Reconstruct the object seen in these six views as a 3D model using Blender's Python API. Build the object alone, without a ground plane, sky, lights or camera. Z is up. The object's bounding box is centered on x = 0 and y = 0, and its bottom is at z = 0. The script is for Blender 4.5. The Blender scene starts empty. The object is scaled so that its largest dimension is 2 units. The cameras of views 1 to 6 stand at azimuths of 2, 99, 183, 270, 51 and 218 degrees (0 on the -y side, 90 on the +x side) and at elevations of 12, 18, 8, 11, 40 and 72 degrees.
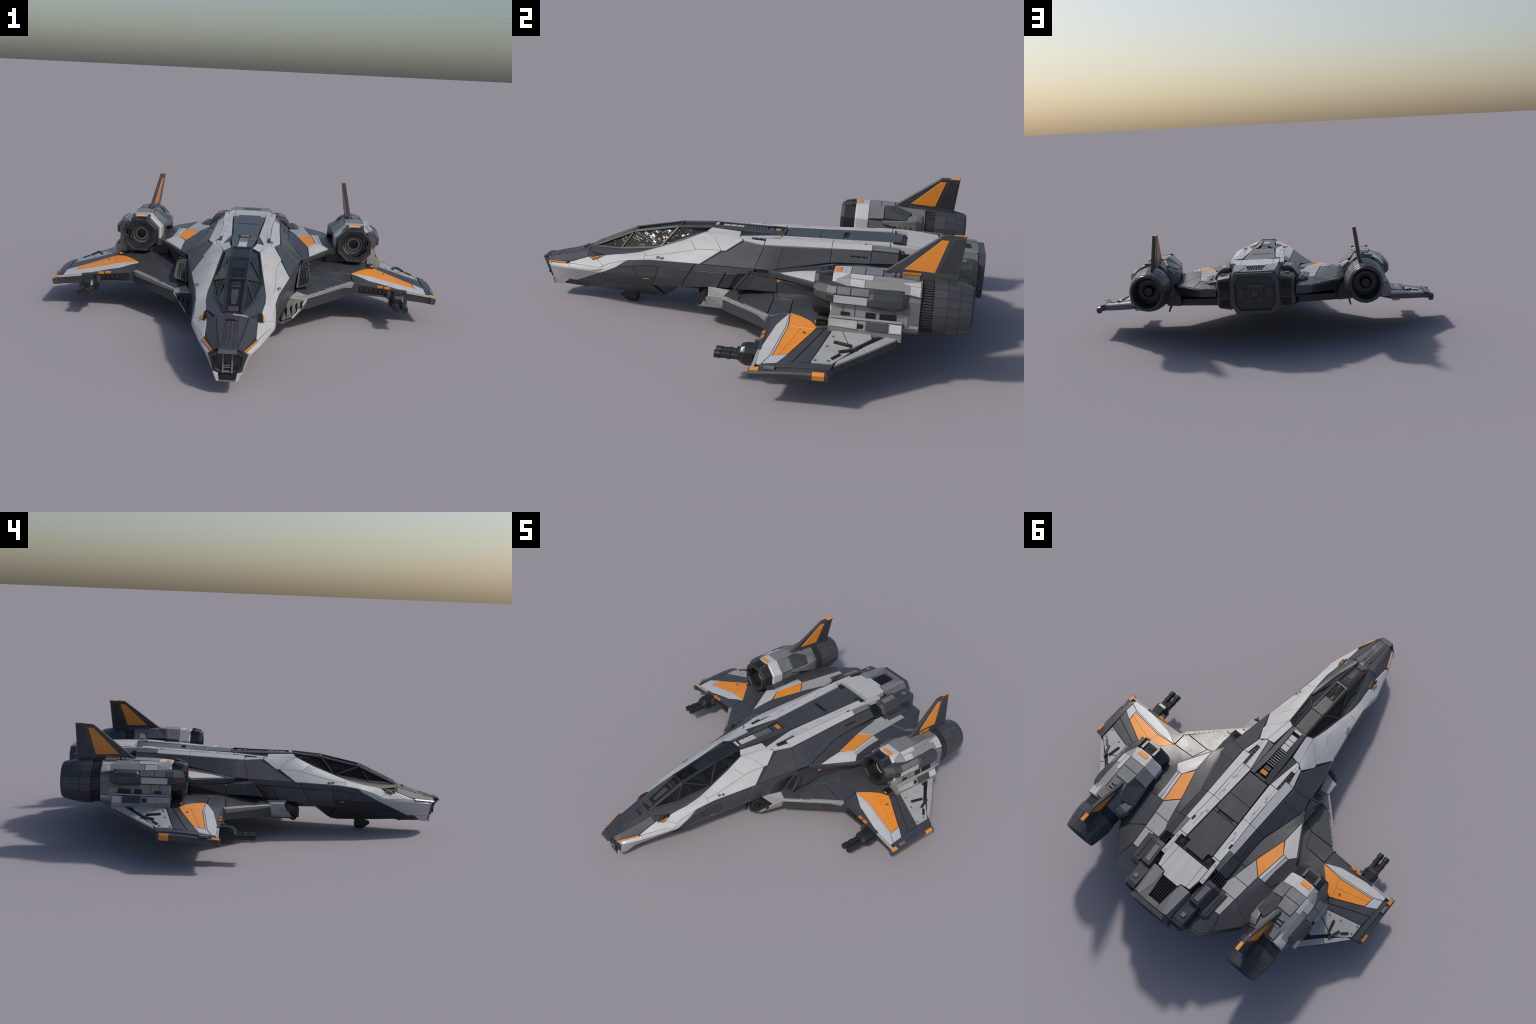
import bpy, bmesh, math, random
from mathutils import Vector
random.seed(7)

# ------------------------------------------------------------------ materials
def paint(name, col, rough=.45, metal=0.0, var=.12, bump=.12, spec=.5, grain=60.0, streak=0.0):
    m = bpy.data.materials.new(name); m.use_nodes = True
    nt = m.node_tree; N = nt.nodes; L = nt.links
    b = N['Principled BSDF']
    tc = N.new('ShaderNodeTexCoord')
    n1 = N.new('ShaderNodeTexNoise'); n1.inputs['Scale'].default_value = 9.0
    n1.inputs['Detail'].default_value = 6.0; n1.inputs['Roughness'].default_value = .65
    n2 = N.new('ShaderNodeTexNoise'); n2.inputs['Scale'].default_value = grain
    n2.inputs['Detail'].default_value = 4.0
    L.new(tc.outputs['Object'], n1.inputs['Vector']); L.new(tc.outputs['Object'], n2.inputs['Vector'])
    mixf = N.new('ShaderNodeMath'); mixf.operation = 'MULTIPLY_ADD'
    L.new(n1.outputs['Fac'], mixf.inputs[0]); mixf.inputs[1].default_value = .65
    half = N.new('ShaderNodeMath'); half.operation = 'MULTIPLY'; half.inputs[1].default_value = .35
    L.new(n2.outputs['Fac'], half.inputs[0]); L.new(half.outputs[0], mixf.inputs[2])
    r = N.new('ShaderNodeValToRGB'); e = r.color_ramp.elements
    e[0].position = .36; e[1].position = .62
    e[0].color = (*[c * (1 - var) for c in col], 1); e[1].color = (*[min(1, c * (1 + var)) for c in col], 1)
    mp = N.new('ShaderNodeMapping'); mp.inputs['Scale'].default_value = (38, 5, 38)
    L.new(tc.outputs['Object'], mp.inputs['Vector'])
    n3 = N.new('ShaderNodeTexNoise'); n3.inputs['Scale'].default_value = 1.0; n3.inputs['Detail'].default_value = 5.0
    L.new(mp.outputs['Vector'], n3.inputs['Vector'])
    mx = N.new('ShaderNodeMath'); mx.operation = 'MULTIPLY_ADD'; mx.inputs[1].default_value = .45
    L.new(n3.outputs['Fac'], mx.inputs[0])
    sc = N.new('ShaderNodeMath'); sc.operation = 'MULTIPLY'; sc.inputs[1].default_value = .55
    L.new(mixf.outputs[0], sc.inputs[0]); L.new(sc.outputs[0], mx.inputs[2])
    L.new(mx.outputs[0], r.inputs['Fac']); L.new(r.outputs['Color'], b.inputs['Base Color'])
    rr = N.new('ShaderNodeMapRange'); rr.inputs['To Min'].default_value = max(.05, rough - .1)
    rr.inputs['To Max'].default_value = min(1, rough + .12)
    L.new(mixf.outputs[0], rr.inputs['Value']); L.new(rr.outputs['Result'], b.inputs['Roughness'])
    b.inputs['Metallic'].default_value = metal
    b.inputs['Specular IOR Level'].default_value = spec
    if bump:
        bp = N.new('ShaderNodeBump'); bp.inputs['Strength'].default_value = bump
        bp.inputs['Distance'].default_value = .003
        L.new(mixf.outputs[0], bp.inputs['Height']); L.new(bp.outputs['Normal'], b.inputs['Normal'])
    return m

WHITE = paint('white_paint', (.50, .495, .495), .36, var=.07)
PALE = paint('pale_blue_paint', (.44, .475, .53), .38, var=.05)
CAP = paint('cap_grey_paint', (.20, .20, .205), .36, var=.12)
GREY = paint('light_grey_paint', (.36, .36, .36), .36, var=.10)
MID = paint('mid_grey_paint', (.155, .155, .16), .36, var=.12)
DARK = paint('slate_paint', (.052, .055, .061), .34, var=.14, bump=.2, grain=140)
DARK2 = paint('charcoal_paint', (.036, .038, .042), .34, var=.16, bump=.2, grain=140)
HOOD = paint('slate_darkened_against_glint', (.046, .049, .055), .52, var=.14, bump=.2, grain=140)  # slate darkened and dulled so the hood side loses its sun glint
WALL = paint('engine_grey_paint', (.25, .248, .245), .36, var=.12)
INTAKE = paint('intake_near_black', (.022, .023, .026), .30, var=.16)  # near-black, darker than the charcoal; on the engine intake and hatch floor
BLACK = paint('black_recess', (.008, .008, .009), .45, var=.2)  # near-black
METAL = paint('gun_metal', (.028, .029, .030), .28, metal=.3, var=.2, bump=.25)
PIPE = paint('machinery_metal', (.045, .045, .045), .25, metal=.6, var=.3, bump=.3)
ORANGE = paint('orange_paint', (.76, .26, .03), .42, var=.05)
AMBER = paint('amber_lamp', (.62, .21, .015), .25, var=.06)
FRAME = paint('canopy_frame_paint', (.017, .019, .023), .40, var=.14)
EDGE = paint('bare_metal_edge', (.33, .33, .32), .28, metal=.5, var=.1)

def glass_mat():
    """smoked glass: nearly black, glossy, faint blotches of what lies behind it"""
    m = bpy.data.materials.new('smoked_glass'); m.use_nodes = True
    nt = m.node_tree; N = nt.nodes; L = nt.links; b = N['Principled BSDF']
    tc = N.new('ShaderNodeTexCoord')
    n = N.new('ShaderNodeTexNoise'); n.inputs['Scale'].default_value = 26.0; n.inputs['Detail'].default_value = 4.0
    n.inputs['Distortion'].default_value = 1.2
    L.new(tc.outputs['Object'], n.inputs['Vector'])
    r = N.new('ShaderNodeValToRGB'); e = r.color_ramp.elements
    e[0].position = .42; e[0].color = (.005, .006, .007, 1); e[1].position = .70; e[1].color = (.016, .017, .017, 1)
    L.new(n.outputs['Fac'], r.inputs['Fac']); L.new(r.outputs['Color'], b.inputs['Base Color'])
    b.inputs['Roughness'].default_value = .09; b.inputs['Specular IOR Level'].default_value = .22
    bp = N.new('ShaderNodeBump'); bp.inputs['Strength'].default_value = .45; bp.inputs['Distance'].default_value = .005
    L.new(n.outputs['Fac'], bp.inputs['Height']); L.new(bp.outputs['Normal'], b.inputs['Normal'])
    return m
GLASS = glass_mat()

# ------------------------------------------------------------------ helpers
SHIP = bpy.data.objects.new('spacecraft', None)
bpy.context.scene.collection.objects.link(SHIP)
SHIP['label'] = 'white and slate twin engine space fighter with orange patches'
SHIP['category'] = 'spaceship'

def build(name, V, F, mat, parent=None, bevel=.0009, smooth=None, recalc=True, seg=1, stuff=False):
    bm = bmesh.new()
    vs = [bm.verts.new(v) for v in V]
    for f in F:
        if len(set(f)) > 2:
            try: bm.faces.new([vs[i] for i in f])
            except ValueError: pass
    bmesh.ops.remove_doubles(bm, verts=bm.verts, dist=1e-6)
    if recalc: bmesh.ops.recalc_face_normals(bm, faces=bm.faces)
    if bevel:
        ed = [e for e in bm.edges if len(e.link_faces) == 2 and e.calc_face_angle(0) > .45]
        if ed: bmesh.ops.bevel(bm, geom=ed, offset=bevel, segments=seg, affect='EDGES', clamp_overlap=True)
    me = bpy.data.meshes.new(name)
    bm.to_mesh(me); bm.free()
    me.materials.append(mat)
    if smooth:
        for p in me.polygons: p.use_smooth = True
        me.set_sharp_from_angle(angle=smooth)
    o = bpy.data.objects.new(name, me)
    bpy.context.scene.collection.objects.link(o)
    o.parent = parent or SHIP
    if stuff: o['kind'] = 'stuff'
    return o

def make(name, V, F, mat, parent=None, sym=True, **k):
    """build the +x piece and its mirror twin; parent is the list returned for its parent"""
    pr = parent or [SHIP]
    out = [build(name, V, F, mat, pr[0], **k)]
    if sym:
        out.append(build(name, [(-v[0], v[1], v[2]) for v in V], [tuple(reversed(f)) for f in F], mat, pr[-1], **k))
    return out

def boxes(name, items, mat, parent=None, sym=True, **k):
    """many boxes (centre, size) joined"""
    V = []; F = []
    for c, s in items:
        b = len(V)
        for dx in (-.5, .5):
            for dy in (-.5, .5):
                for dz in (-.5, .5): V.append((c[0] + dx * s[0], c[1] + dy * s[1], c[2] + dz * s[2]))
        F += [tuple(b + i for i in q) for q in ((0, 1, 3, 2), (4, 6, 7, 5), (0, 4, 5, 1), (2, 3, 7, 6), (0, 2, 6, 4), (1, 5, 7, 3))]
    return make(name, V, F, mat, parent, sym, **k)

def loft(name, rings, mat, parent=None, sym=True, caps=(True, True), **k):
    V = []; F = []; n = len(rings[0])
    for r in rings: V += [tuple(p) for p in r]
    for i in range(len(rings) - 1):
        for j in range(n):
            a = i * n + j; b = i * n + (j + 1) % n
            F.append((a, b, b + n, a + n))
    if caps[0]: F.append(tuple(range(n)))
    if caps[1]: F.append(tuple((len(rings) - 1) * n + j for j in range(n)))
    return make(name, V, F, mat, parent, sym, **k)

def newell(P):
    n = Vector((0, 0, 0))
    for i in range(len(P)):
        a = Vector(P[i]); b = Vector(P[(i + 1) % len(P)])
        n += Vector(((a.y - b.y) * (a.z + b.z), (a.z - b.z) * (a.x + b.x), (a.x - b.x) * (a.y + b.y)))
    return n.normalized()

def inset(P, d, n):
    """shrink a 3D polygon by d in its own plane"""
    out = []; L = len(P)
    for i in range(L):
        p = Vector(P[i]); a = (p - Vector(P[i - 1])).normalized(); b = (Vector(P[(i + 1) % L]) - p).normalized()
        na = n.cross(a); nb = n.cross(b); s = na + nb
        q = s.dot(na)
        out.append(p + s * (d / q if abs(q) > .25 else d))
    return out

def plate(name, P, mat, parent=None, up=(0, 0, 1), lift=.002, thick=.008, gap=.0006, sym=True, **k):
    """flat plate from a 3D outline; 'up' hints at its outer side"""
    n = newell(P)
    if n.dot(Vector(up)) < 0: P = list(reversed(P)); n = newell(P)
    P = inset(P, gap, n) if gap else [Vector(p) for p in P]
    T = [p + n * lift for p in P]; B = [p - n * (thick - lift) for p in P]
    m = len(P)
    F = [tuple(range(m)), tuple(reversed(range(m, 2 * m)))] + [(i, (i + 1) % m, m + (i + 1) % m, m + i) for i in range(m)]
    return make(name, T + B, F, mat, parent, sym, **k)

def skin(name, poly, zf, mat, parent=None, lift=.002, thick=.008, gap=.0006, sym=True, cuts=3, **k):
    """plate whose top follows the height function zf(x, y)"""
    P = [Vector((x, y, 0)) for x, y in poly]
    n = newell(P)
    if n.z < 0: P.reverse()
    P = inset(P, gap, Vector((0, 0, 1))) if gap else P
    bm = bmesh.new()
    f = bm.faces.new([bm.verts.new(p) for p in P])
    bmesh.ops.triangulate(bm, faces=[f])
    if cuts: bmesh.ops.subdivide_edges(bm, edges=bm.edges, cuts=cuts, use_grid_fill=True)
    bm.verts.index_update()
    top = [(v.co.x, v.co.y, zf(v.co.x, v.co.y) + lift) for v in bm.verts]
    F = [tuple(v.index for v in f.verts) for f in bm.faces]
    bd = [(e.verts[0].index, e.verts[1].index) for e in bm.edges if len(e.link_faces) == 1]
    m = len(top); bm.free()
    V = top + [(x, y, z - thick) for x, y, z in top]
    F2 = F + [tuple(i + m for i in reversed(f)) for f in F] + [(a, b, b + m, a + m) for a, b in bd]
    k.setdefault('smooth', .5)
    return make(name, V, F2, mat, parent, sym, **k)

def beam(name, p, q, w, h, mat, parent=None, up=(0, 0, 1), sym=True, **k):
    p = Vector(p); q = Vector(q); d = (q - p).normalized()
    s = d.cross(Vector(up)).normalized() * (w / 2); u = s.cross(d).normalized() * (h / 2)
    r = lambda c: [c + s + u, c - s + u, c - s - u, c + s - u]
    return loft(name, [r(p), r(q)], mat, parent, sym, **k)

def tube(name, c0, prof, mat, parent=None, n=16, sym=True, squash=1.0, phase=0.0, wide=1.0, **k):
    """lathe around the y axis through c0 = (x, z); prof = [(y, r), ...], closed at both ends"""
    rings = []
    for y, r in prof:
        rings.append([(c0[0] + r * wide * math.cos(2 * math.pi * (j + phase) / n), y, c0[1] + r * squash * math.sin(2 * math.pi * (j + phase) / n)) for j in range(n)])
    return loft(name, rings, mat, parent, sym, **k)

def lerp(a, b, t): return a + (b - a) * t
def interp(tab, y):
    if y <= tab[0][0]: return tab[0][1:]
    for p, q in zip(tab, tab[1:]):
        if y <= q[0]:
            t = (y - p[0]) / (q[0] - p[0]); return tuple(lerp(a, b, t) for a, b in zip(p[1:], q[1:]))
    return tab[-1][1:]

# ------------------------------------------------------------------ fuselage skin: key lines  (y, x, z)
LINES = [
 # a roof centre
 [(-.975,0,.187),(-.847,0,.229),(-.755,0,.257),(-.735,0,.235),(-.20,0,.245),(-.188,0,.396),(-.15,0,.392),(.16,0,.390),(.66,0,.395)],
 # b roof edge
 [(-.975,.032,.186),(-.847,.050,.219),(-.755,.062,.247),(-.735,.060,.235),(-.22,.06,.245),(-.188,.050,.393),(-.05,.06,.386),(.16,.062,.388),(.66,.08,.395)],
 # c hood seam, canopy rim, strip crease
 [(-.962,.053,.172),(-.847,.095,.187),(-.79,.095,.209),(-.75,.096,.224),(-.70,.105,.233),(-.631,.112,.250),(-.58,.118,.259),(-.50,.117,.275),(-.414,.106,.304),(-.30,.092,.345),(-.209,.080,.387),(-.05,.106,.387),(.068,.115,.392),(.358,.118,.402),(.527,.127,.409),(.66,.132,.405)],
 # m cheek, strip outer edge
 [(-.961,.054,.171),(-.847,.097,.186),(-.75,.112,.212),(-.677,.128,.222),(-.631,.130,.238),(-.546,.137,.259),(-.414,.128,.297),(-.30,.117,.339),(-.209,.112,.371),(-.05,.132,.382),(.02,.150,.378),(.068,.164,.376),(.2,.162,.381),(.358,.158,.386),(.527,.156,.391),(.66,.150,.388)],
 # d chine
 [(-.960,.056,.170),(-.847,.100,.184),(-.79,.118,.189),(-.677,.157,.198),(-.631,.150,.221),(-.546,.159,.246),(-.441,.171,.262),(-.201,.213,.280),(.044,.255,.295),(.111,.272,.303),(.358,.205,.339),(.66,.196,.354)],
 # e lower edge of the chine band
 [(-.958,.064,.165),(-.847,.107,.178),(-.79,.124,.183),(-.677,.160,.190),(-.631,.160,.203),(-.546,.165,.222),(-.441,.174,.238),(-.242,.210,.248),(-.083,.240,.261),(.11,.262,.275),(.358,.205,.300),(.66,.195,.310)],
 # f crease of the lower side
 [(-.950,.076,.160),(-.847,.112,.168),(-.663,.162,.181),(-.495,.177,.183),(-.291,.199,.200),(-.1,.236,.222),(.11,.250,.235),(.358,.205,.26),(.66,.195,.26)],
 # g bottom edge
 [(-.944,.054,.096),(-.823,.061,.094),(-.441,.156,.141),(-.291,.185,.158),(-.119,.232,.190),(.11,.245,.195),(.358,.20,.205),(.66,.19,.22)],
 # h keel edge
 [(-.940,.037,.060),(-.795,.048,.057),(-.755,.048,.067),(-.60,.045,.058),(-.431,.040,.052),(-.392,.070,.068),(-.319,.120,.129),(-.1,.13,.128),(.3,.13,.14),(.66,.11,.20)],
 # i keel centre
 [(-.940,0,.057),(-.795,0,.055),(-.755,0,.066),(-.60,0,.055),(-.431,0,.050),(-.385,0,.062),(-.319,0,.128),(-.1,0,.125),(.3,0,.14),(.66,0,.20)],
]
def S(y, s):
    k = min(int(s), len(LINES) - 2); t = s - k
    a = interp(LINES[k], y); b = interp(LINES[k + 1], y)
    # front ends of the lines lean back: clamp y per line
    ya = max(y, LINES[k][0][0]); yb = max(y, LINES[k + 1][0][0])
    return Vector((lerp(a[0], b[0], t), lerp(ya, yb, t), lerp(a[1], b[1], t)))

ys = sorted(set(p[0] for ln in LINES for p in ln))
st = [ys[0]]
for y in ys[1:]:
    if y - st[-1] > .004: st.append(y)
rings = []
for y in st:
    h = [S(y, i) for i in range(len(LINES))]
    for p in h:                                   # the core sits a little under the skin panels
        d = Vector((p.x, 0, p.z - .21)); p -= d.normalized() * .0045
        if p.x < 0: p.x = 0
    rings.append(h + [Vector((-p.x, p.y, p.z)) for p in reversed(h[1:-1])])
FUS = loft('fuselage', rings, DARK2, sym=False, bevel=0)

def hull(name, rows, mat, lift=.0025, thick=.010, nu=5, gap=.0007, up=None, **k):
    """curved plate on the fuselage skin; rows = polylines of (y, s), equal length"""
    full = []
    for row in rows:
        pts = []
        for (y0, s0), (y1, s1) in zip(row, row[1:]):
            for i in range(nu): pts.append((lerp(y0, y1, i / nu), lerp(s0, s1, i / nu)))
        pts.append(row[-1]); full.append(pts)
    G = [[S(y, s) for y, s in r] for r in full]
    R = len(G); C = len(G[0])
    def pull(a, b):
        d = b - a; l = d.length
        return a + d * min(.4, gap / l) if l > 1e-6 else a
    for r in range(R):
        a, b = pull(G[r][0], G[r][1]), pull(G[r][-1], G[r][-2]); G[r][0] = a; G[r][-1] = b
    top = [pull(G[0][c], G[1][c]) for c in range(C)]; bot = [pull(G[-1][c], G[-2][c]) for c in range(C)]
    G[0] = top; G[-1] = bot
    def nrm(r, c):
        u = G[r][min(c + 1, C - 1)] - G[r][max(c - 1, 0)]; v = G[min(r + 1, R - 1)][c] - G[max(r - 1, 0)][c]
        n = u.cross(v)
        if n.length < 1e-9: return Vector((0, 0, 1))
        n.normalize()
        ref = Vector((G[r][c].x, 0, G[r][c].z - .22)) if up is None else Vector(up)
        return n if n.dot(ref) > 0 else -n
    T = []; B = []
    for r in range(R):
        for c in range(C):
            n = nrm(r, c); T.append(G[r][c] + n * lift); B.append(G[r][c] - n * (thick - lift))
    m = R * C; F = []
    for r in range(R - 1):
        for c in range(C - 1):
            q = (r * C + c, r * C + c + 1, (r + 1) * C + c + 1, (r + 1) * C + c)
            F.append(q); F.append(tuple(i + m for i in reversed(q)))
    loop = [c for c in range(C)] + [r * C + C - 1 for r in range(1, R)] + [(R - 1) * C + c for c in range(C - 2, -1, -1)] + [r * C for r in range(R - 2, 0, -1)]
    for i in range(len(loop)):
        a, b = loop[i], loop[(i + 1) % len(loop)]; F.append((a, b, b + m, a + m))
    k.setdefault('smooth', .5)
    return make(name, T + B, F, mat, FUS, True, **k)

# ---- hood (dark nose deck)
hull('hood_panel', [[(-.972, 0.0), (-.80, 0.0)], [(-.972, .40), (-.80, .26)]], HOOD, thick=.006, lift=.0015)
hull('hood_panel', [[(-.972, .40), (-.80, .26)], [(-.972, .62), (-.80, .42)]], HOOD, thick=.006)
hull('hood_panel', [[(-.972, .62), (-.80, .42), (-.76, .42)], [(-.972, 1), (-.80, 1), (-.76, 1)]], HOOD, thick=.006)
hull('hood_panel', [[(-.79, 0), (-.757, 0)], [(-.79, .42), (-.757, .42)]], HOOD, lift=.001, thick=.006)
hull('hood_side_panel', [[(-.970, 1.02), (-.86, 1.02), (-.757, 1.02)], [(-.955, 1.92), (-.86, 1.92), (-.757, 1.97)]], HOOD, thick=.006)
# ---- amber light strip along the nose corner
P0 = Vector((.054, -.964, .169)); P1 = Vector((.097, -.850, .184))
beam('lamp_housing', P0, P1, .012, .012, DARK2, FUS, up=(.6, 0, .8))
beam('nose_lamp', P0 + Vector((.004, .006, .002)), P1 + Vector((.004, -.006, .002)), .007, .009, AMBER, FUS, up=(.6, 0, .8))
# ---- white cheeks
cb = lambda s: lerp(-.029, -.201, min(1, max(0, (s - 3))))      # white / slate boundary on the cheek
hull('cheek_panel', [[(-.845, 2.0), (-.76, 2.0), (-.70, 2.0)], [(-.845, 3.0), (-.76, 3.0), (-.70, 3.0)], [(-.845, 4.0), (-.76, 4.0), (-.66, 4.0)]], WHITE)
hull('cheek_panel', [[(-.70, 2.0), (-.58, 2.0), (-.49, 2.0)], [(-.70, 3.0), (-.58, 3.0), (-.47, 3.0)], [(-.66, 4.0), (-.56, 4.0), (-.47, 4.0)]], WHITE)
hull('cheek_panel', [[(-.49, 2.0), (-.414, 2.0), (-.31, 2.0)], [(-.47, 3.0), (-.414, 3.0), (-.27, 3.0)], [(-.47, 3.45), (-.40, 3.5), (-.235, 3.45)]], WHITE)
hull('cheek_panel', [[(-.47, 3.45), (-.40, 3.5), (-.235, 3.45), (-.12, 3.45)], [(-.47, 4.0), (-.40, 4.0), (-.30, 4.0), (-.205, 4.0)]], WHITE)
hull('cheek_panel', [[(-.31, 2.0), (-.209, 2.0)], [(-.27, 3.0), (-.16, 3.0)], [(-.235, 3.45), (-.12, 3.45)]], WHITE)
hull('cheek_panel', [[(-.209, 2.0), (-.13, 2.0), (-.054, 2.0)], [(-.16, 3.0), (-.10, 3.0), (-.032, 3.0)], [(-.12, 3.45), (-.105, 3.45), (-.100, 3.45)]], WHITE)
plate('shoulder_spur', [(.046,-.190,.399), (.079,-.207,.388), (.105,-.054,.386), (.093,-.052,.387), (.062,-.056,.396)], WHITE, FUS, lift=.003, thick=.012)
# ---- white lower nose
hull('lower_nose_panel', [[(-.955, 4.02), (-.84, 4.02)], [(-.952, 5), (-.84, 5)], [(-.95, 6), (-.84, 6)]], WHITE)
hull('lower_nose_panel', [[(-.84, 4.02), (-.677, 4.02), (-.55, 4.02)], [(-.84, 5), (-.70, 5), (-.60, 5)], [(-.84, 6), (-.74, 6), (-.660, 6)]], WHITE)
hull('lower_nose_panel', [[(-.946, 6), (-.85, 6), (-.665, 6)], [(-.940, 7), (-.87, 7), (-.823, 7)]], WHITE)
hull('chin_panel', [[(-.938, 7), (-.86, 7)], [(-.936, 8), (-.90, 8)]], WHITE)
# ---- slate band and lower sides
hull('chine_band', [[(-.545, 4), (-.40, 4), (-.225, 4)], [(-.595, 5), (-.40, 5), (-.245, 5)]], DARK, lift=.004)
hull('chine_band', [[(-.222, 4), (-.10, 4), (.045, 4)], [(-.242, 5), (-.10, 5), (.045, 5)]], DARK, lift=.004)
hull('lower_side_panel', [[(-.595, 5), (-.52, 5)], [(-.66, 6), (-.50, 6)]], DARK2)
hull('lower_side_panel', [[(-.52, 5), (-.40, 5)], [(-.50, 6), (-.41, 6)]], DARK2)
hull('lower_side_panel', [[(-.40, 5), (-.245, 5)], [(-.41, 6), (-.275, 6)], [(-.43, 7), (-.292, 7)]], DARK)
hull('lower_side_panel', [[(-.66, 6), (-.50, 6)], [(-.82, 7), (-.70, 7)]], DARK2)
hull('lower_side_panel', [[(-.50, 6), (-.41, 6)], [(-.70, 7), (-.43, 7)]], DARK2)
hull('lower_side_panel', [[(-.242, 5), (-.085, 5)], [(-.272, 6), (-.105, 6)], [(-.288, 7), (-.12, 7)]], DARK)
hull('lower_side_panel', [[(-.082, 5), (-.03, 5)], [(-.10, 6), (-.05, 6)], [(-.115, 7), (-.07, 7)]], DARK2)
hull('belly_panel', [[(-.82, 7), (-.62, 7)], [(-.79, 8), (-.62, 8)]], DARK2)
hull('belly_panel', [[(-.62, 7), (-.43, 7)], [(-.62, 8), (-.40, 8)]], DARK2)
# ---- slate flank panels
hull('flank_panel', [[(-.022, 3.05), (.0675, 3.05)], [(-.195, 4), (.0435, 4)]], DARK)
hull('flank_panel', [[(.068, 3.05), (.15, 3.05)], [(.044, 4), (.14, 4)]], DARK, gap=.0004)
hull('flank_panel', [[(.15, 3.05), (.357, 3.05)], [(.14, 4), (.357, 4)]], DARK, nu=8, gap=.0004)
hull('flank_panel', [[(.3575, 3.05), (.526, 3.05)], [(.3575, 4), (.526, 4)]], DARK, lift=.003)
hull('flank_panel', [[(.527, 3.05), (.64, 3.05)], [(.527, 4), (.64, 4)]], DARK, lift=.006)
# ---- white spine strips
hull('spine_strip', [[(-.03, 2.45), (.065, 2.45)], [(-.03, 3.0), (.065, 3.0)]], WHITE, lift=.004)
hull('spine_strip', [[(.067, 2.05), (.3565, 2.05)], [(.067, 3.0), (.3565, 3.0)]], WHITE, lift=.004)
hull('spine_strip', [[(.357, 2.05), (.5265, 2.05)], [(.357, 3.0), (.5265, 3.0)]], WHITE, lift=.004)
hull('spine_strip', [[(.527, 2.05), (.64, 2.05)], [(.527, 3.0), (.64, 3.0)]], MID, lift=.006)
zs = lambda x, y: interp([(-.06, .386), (.068, .393), (.358, .4045), (.527, .412), (.61, .4155), (.75, .409)], y)[0]
skin('spine_strip', [(.094,-.05), (.108,-.05), (.112,.005), (.104,.005), (.104,.127), (.085,.127), (.066,.127)], zs, WHITE, FUS, thick=.02)
skin('spine_strip', [(.112,.005), (.108,-.05), (.122,-.03), (.126,.005)], zs, WHITE, FUS, thick=.02)
skin('spine_strip', [(.064,.129), (.118,.129), (.118,.3565), (.074,.3565)], zs, WHITE, FUS, thick=.02)
skin('spine_strip', [(.075,.357), (.119,.357), (.126,.495), (.116,.497), (.116,.522), (.13,.522), (.130,.60), (.086,.60)], zs, WHITE, FUS, thick=.02)
skin('spine_strip', [(.086,.602), (.132,.602), (.136,.74), (.112,.74), (.112,.612), (.086,.612)], zs, WHITE, FUS, thick=.03)
boxes('slot_machinery', [((.114, .02 + .022 * i, .386), (.016, .012, .008)) for i in range(5)], PIPE, FUS, stuff=True)
for x, y in ((.098, .20), (.106, .215), (.092, .44), (.105, .47), (.098, .30), (.122, .63), (.124, .72)):
    boxes('strip_fitting', [((x, y, zs(x, y) + .0025), (.010, .016, .003))], GREY, FUS)
for y in (.10, .25, .45):
    skin('strip_rib', [(.1005, y), (.1035, y), (.1045, y + .09), (.1015, y + .09)], zs, GREY, FUS, lift=.0035, thick=.006, gap=0)
# ---- centre deck and spine box
zc = lambda x, y: interp([(.13, .399), (.4, .406), (.66, .411)], y)[0]
skin('deck_panel', [(-.058,.142), (.058,.142), (.066,.2915), (-.066,.2915)], zc, DARK, FUS, sym=False, thick=.012)
skin('deck_panel', [(-.066,.292), (.066,.292), (.072,.394), (-.072,.394)], zc, DARK, FUS, sym=False, thick=.012)
skin('deck_panel', [(.046,.396), (.072,.396), (.073,.414), (.046,.414)], zc, DARK, FUS, thick=.012, gap=.0004)
skin('deck_panel', [(-.073,.415), (.073,.415), (.082,.605), (.058,.608), (.058,.648), (-.058,.648), (-.058,.608), (-.082,.605)], zc, DARK, FUS, sym=False, thick=.012)
boxes('deck_slot_floor', [((0, .405, .398), (.09, .02, .004))], BLACK, FUS, sym=False)
skin('spine_ridge', [(.02,-.184), (.044,-.184), (.056,.02), (.060,.138), (.034,.138), (.034,.07), (.024,.05), (.024,-.165), (.02,-.165)], lambda x, y: .406 - max(0, x - .036) * .35, DARK, FUS, thick=.022, smooth=0, cuts=0)
boxes('spine_ridge', [((0, .132, .396), (.066, .012, .012))], DARK, FUS, sym=False)
boxes('spine_plate', [((0, -.176, .401), (.046, .014, .012)), ((0, -.135, .398), (.040, .030, .010)), ((0, -.104, .398), (.040, .026, .010)), ((0, -.072, .398), (.040, .032, .010))], WHITE, FUS, sym=False)
boxes('spine_vent_louver', [((0, -.048 + .0135 * i, .397), (.044, .007, .010)) for i in range(8)], MID, FUS, sym=False, stuff=True)
boxes('spine_latch', [((0, .072, .399), (.036, .022, .012))], DARK, FUS, sym=False)
boxes('spine_marker', [((0, .100, .399), (.038, .024, .008))], AMBER, FUS, sym=False)
plate('spine_side_panel', [(.058,-.052,.391), (.092,-.052,.388), (.066,.12,.396), (.060,.136,.397)], DARK2, FUS, lift=.001)

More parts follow.
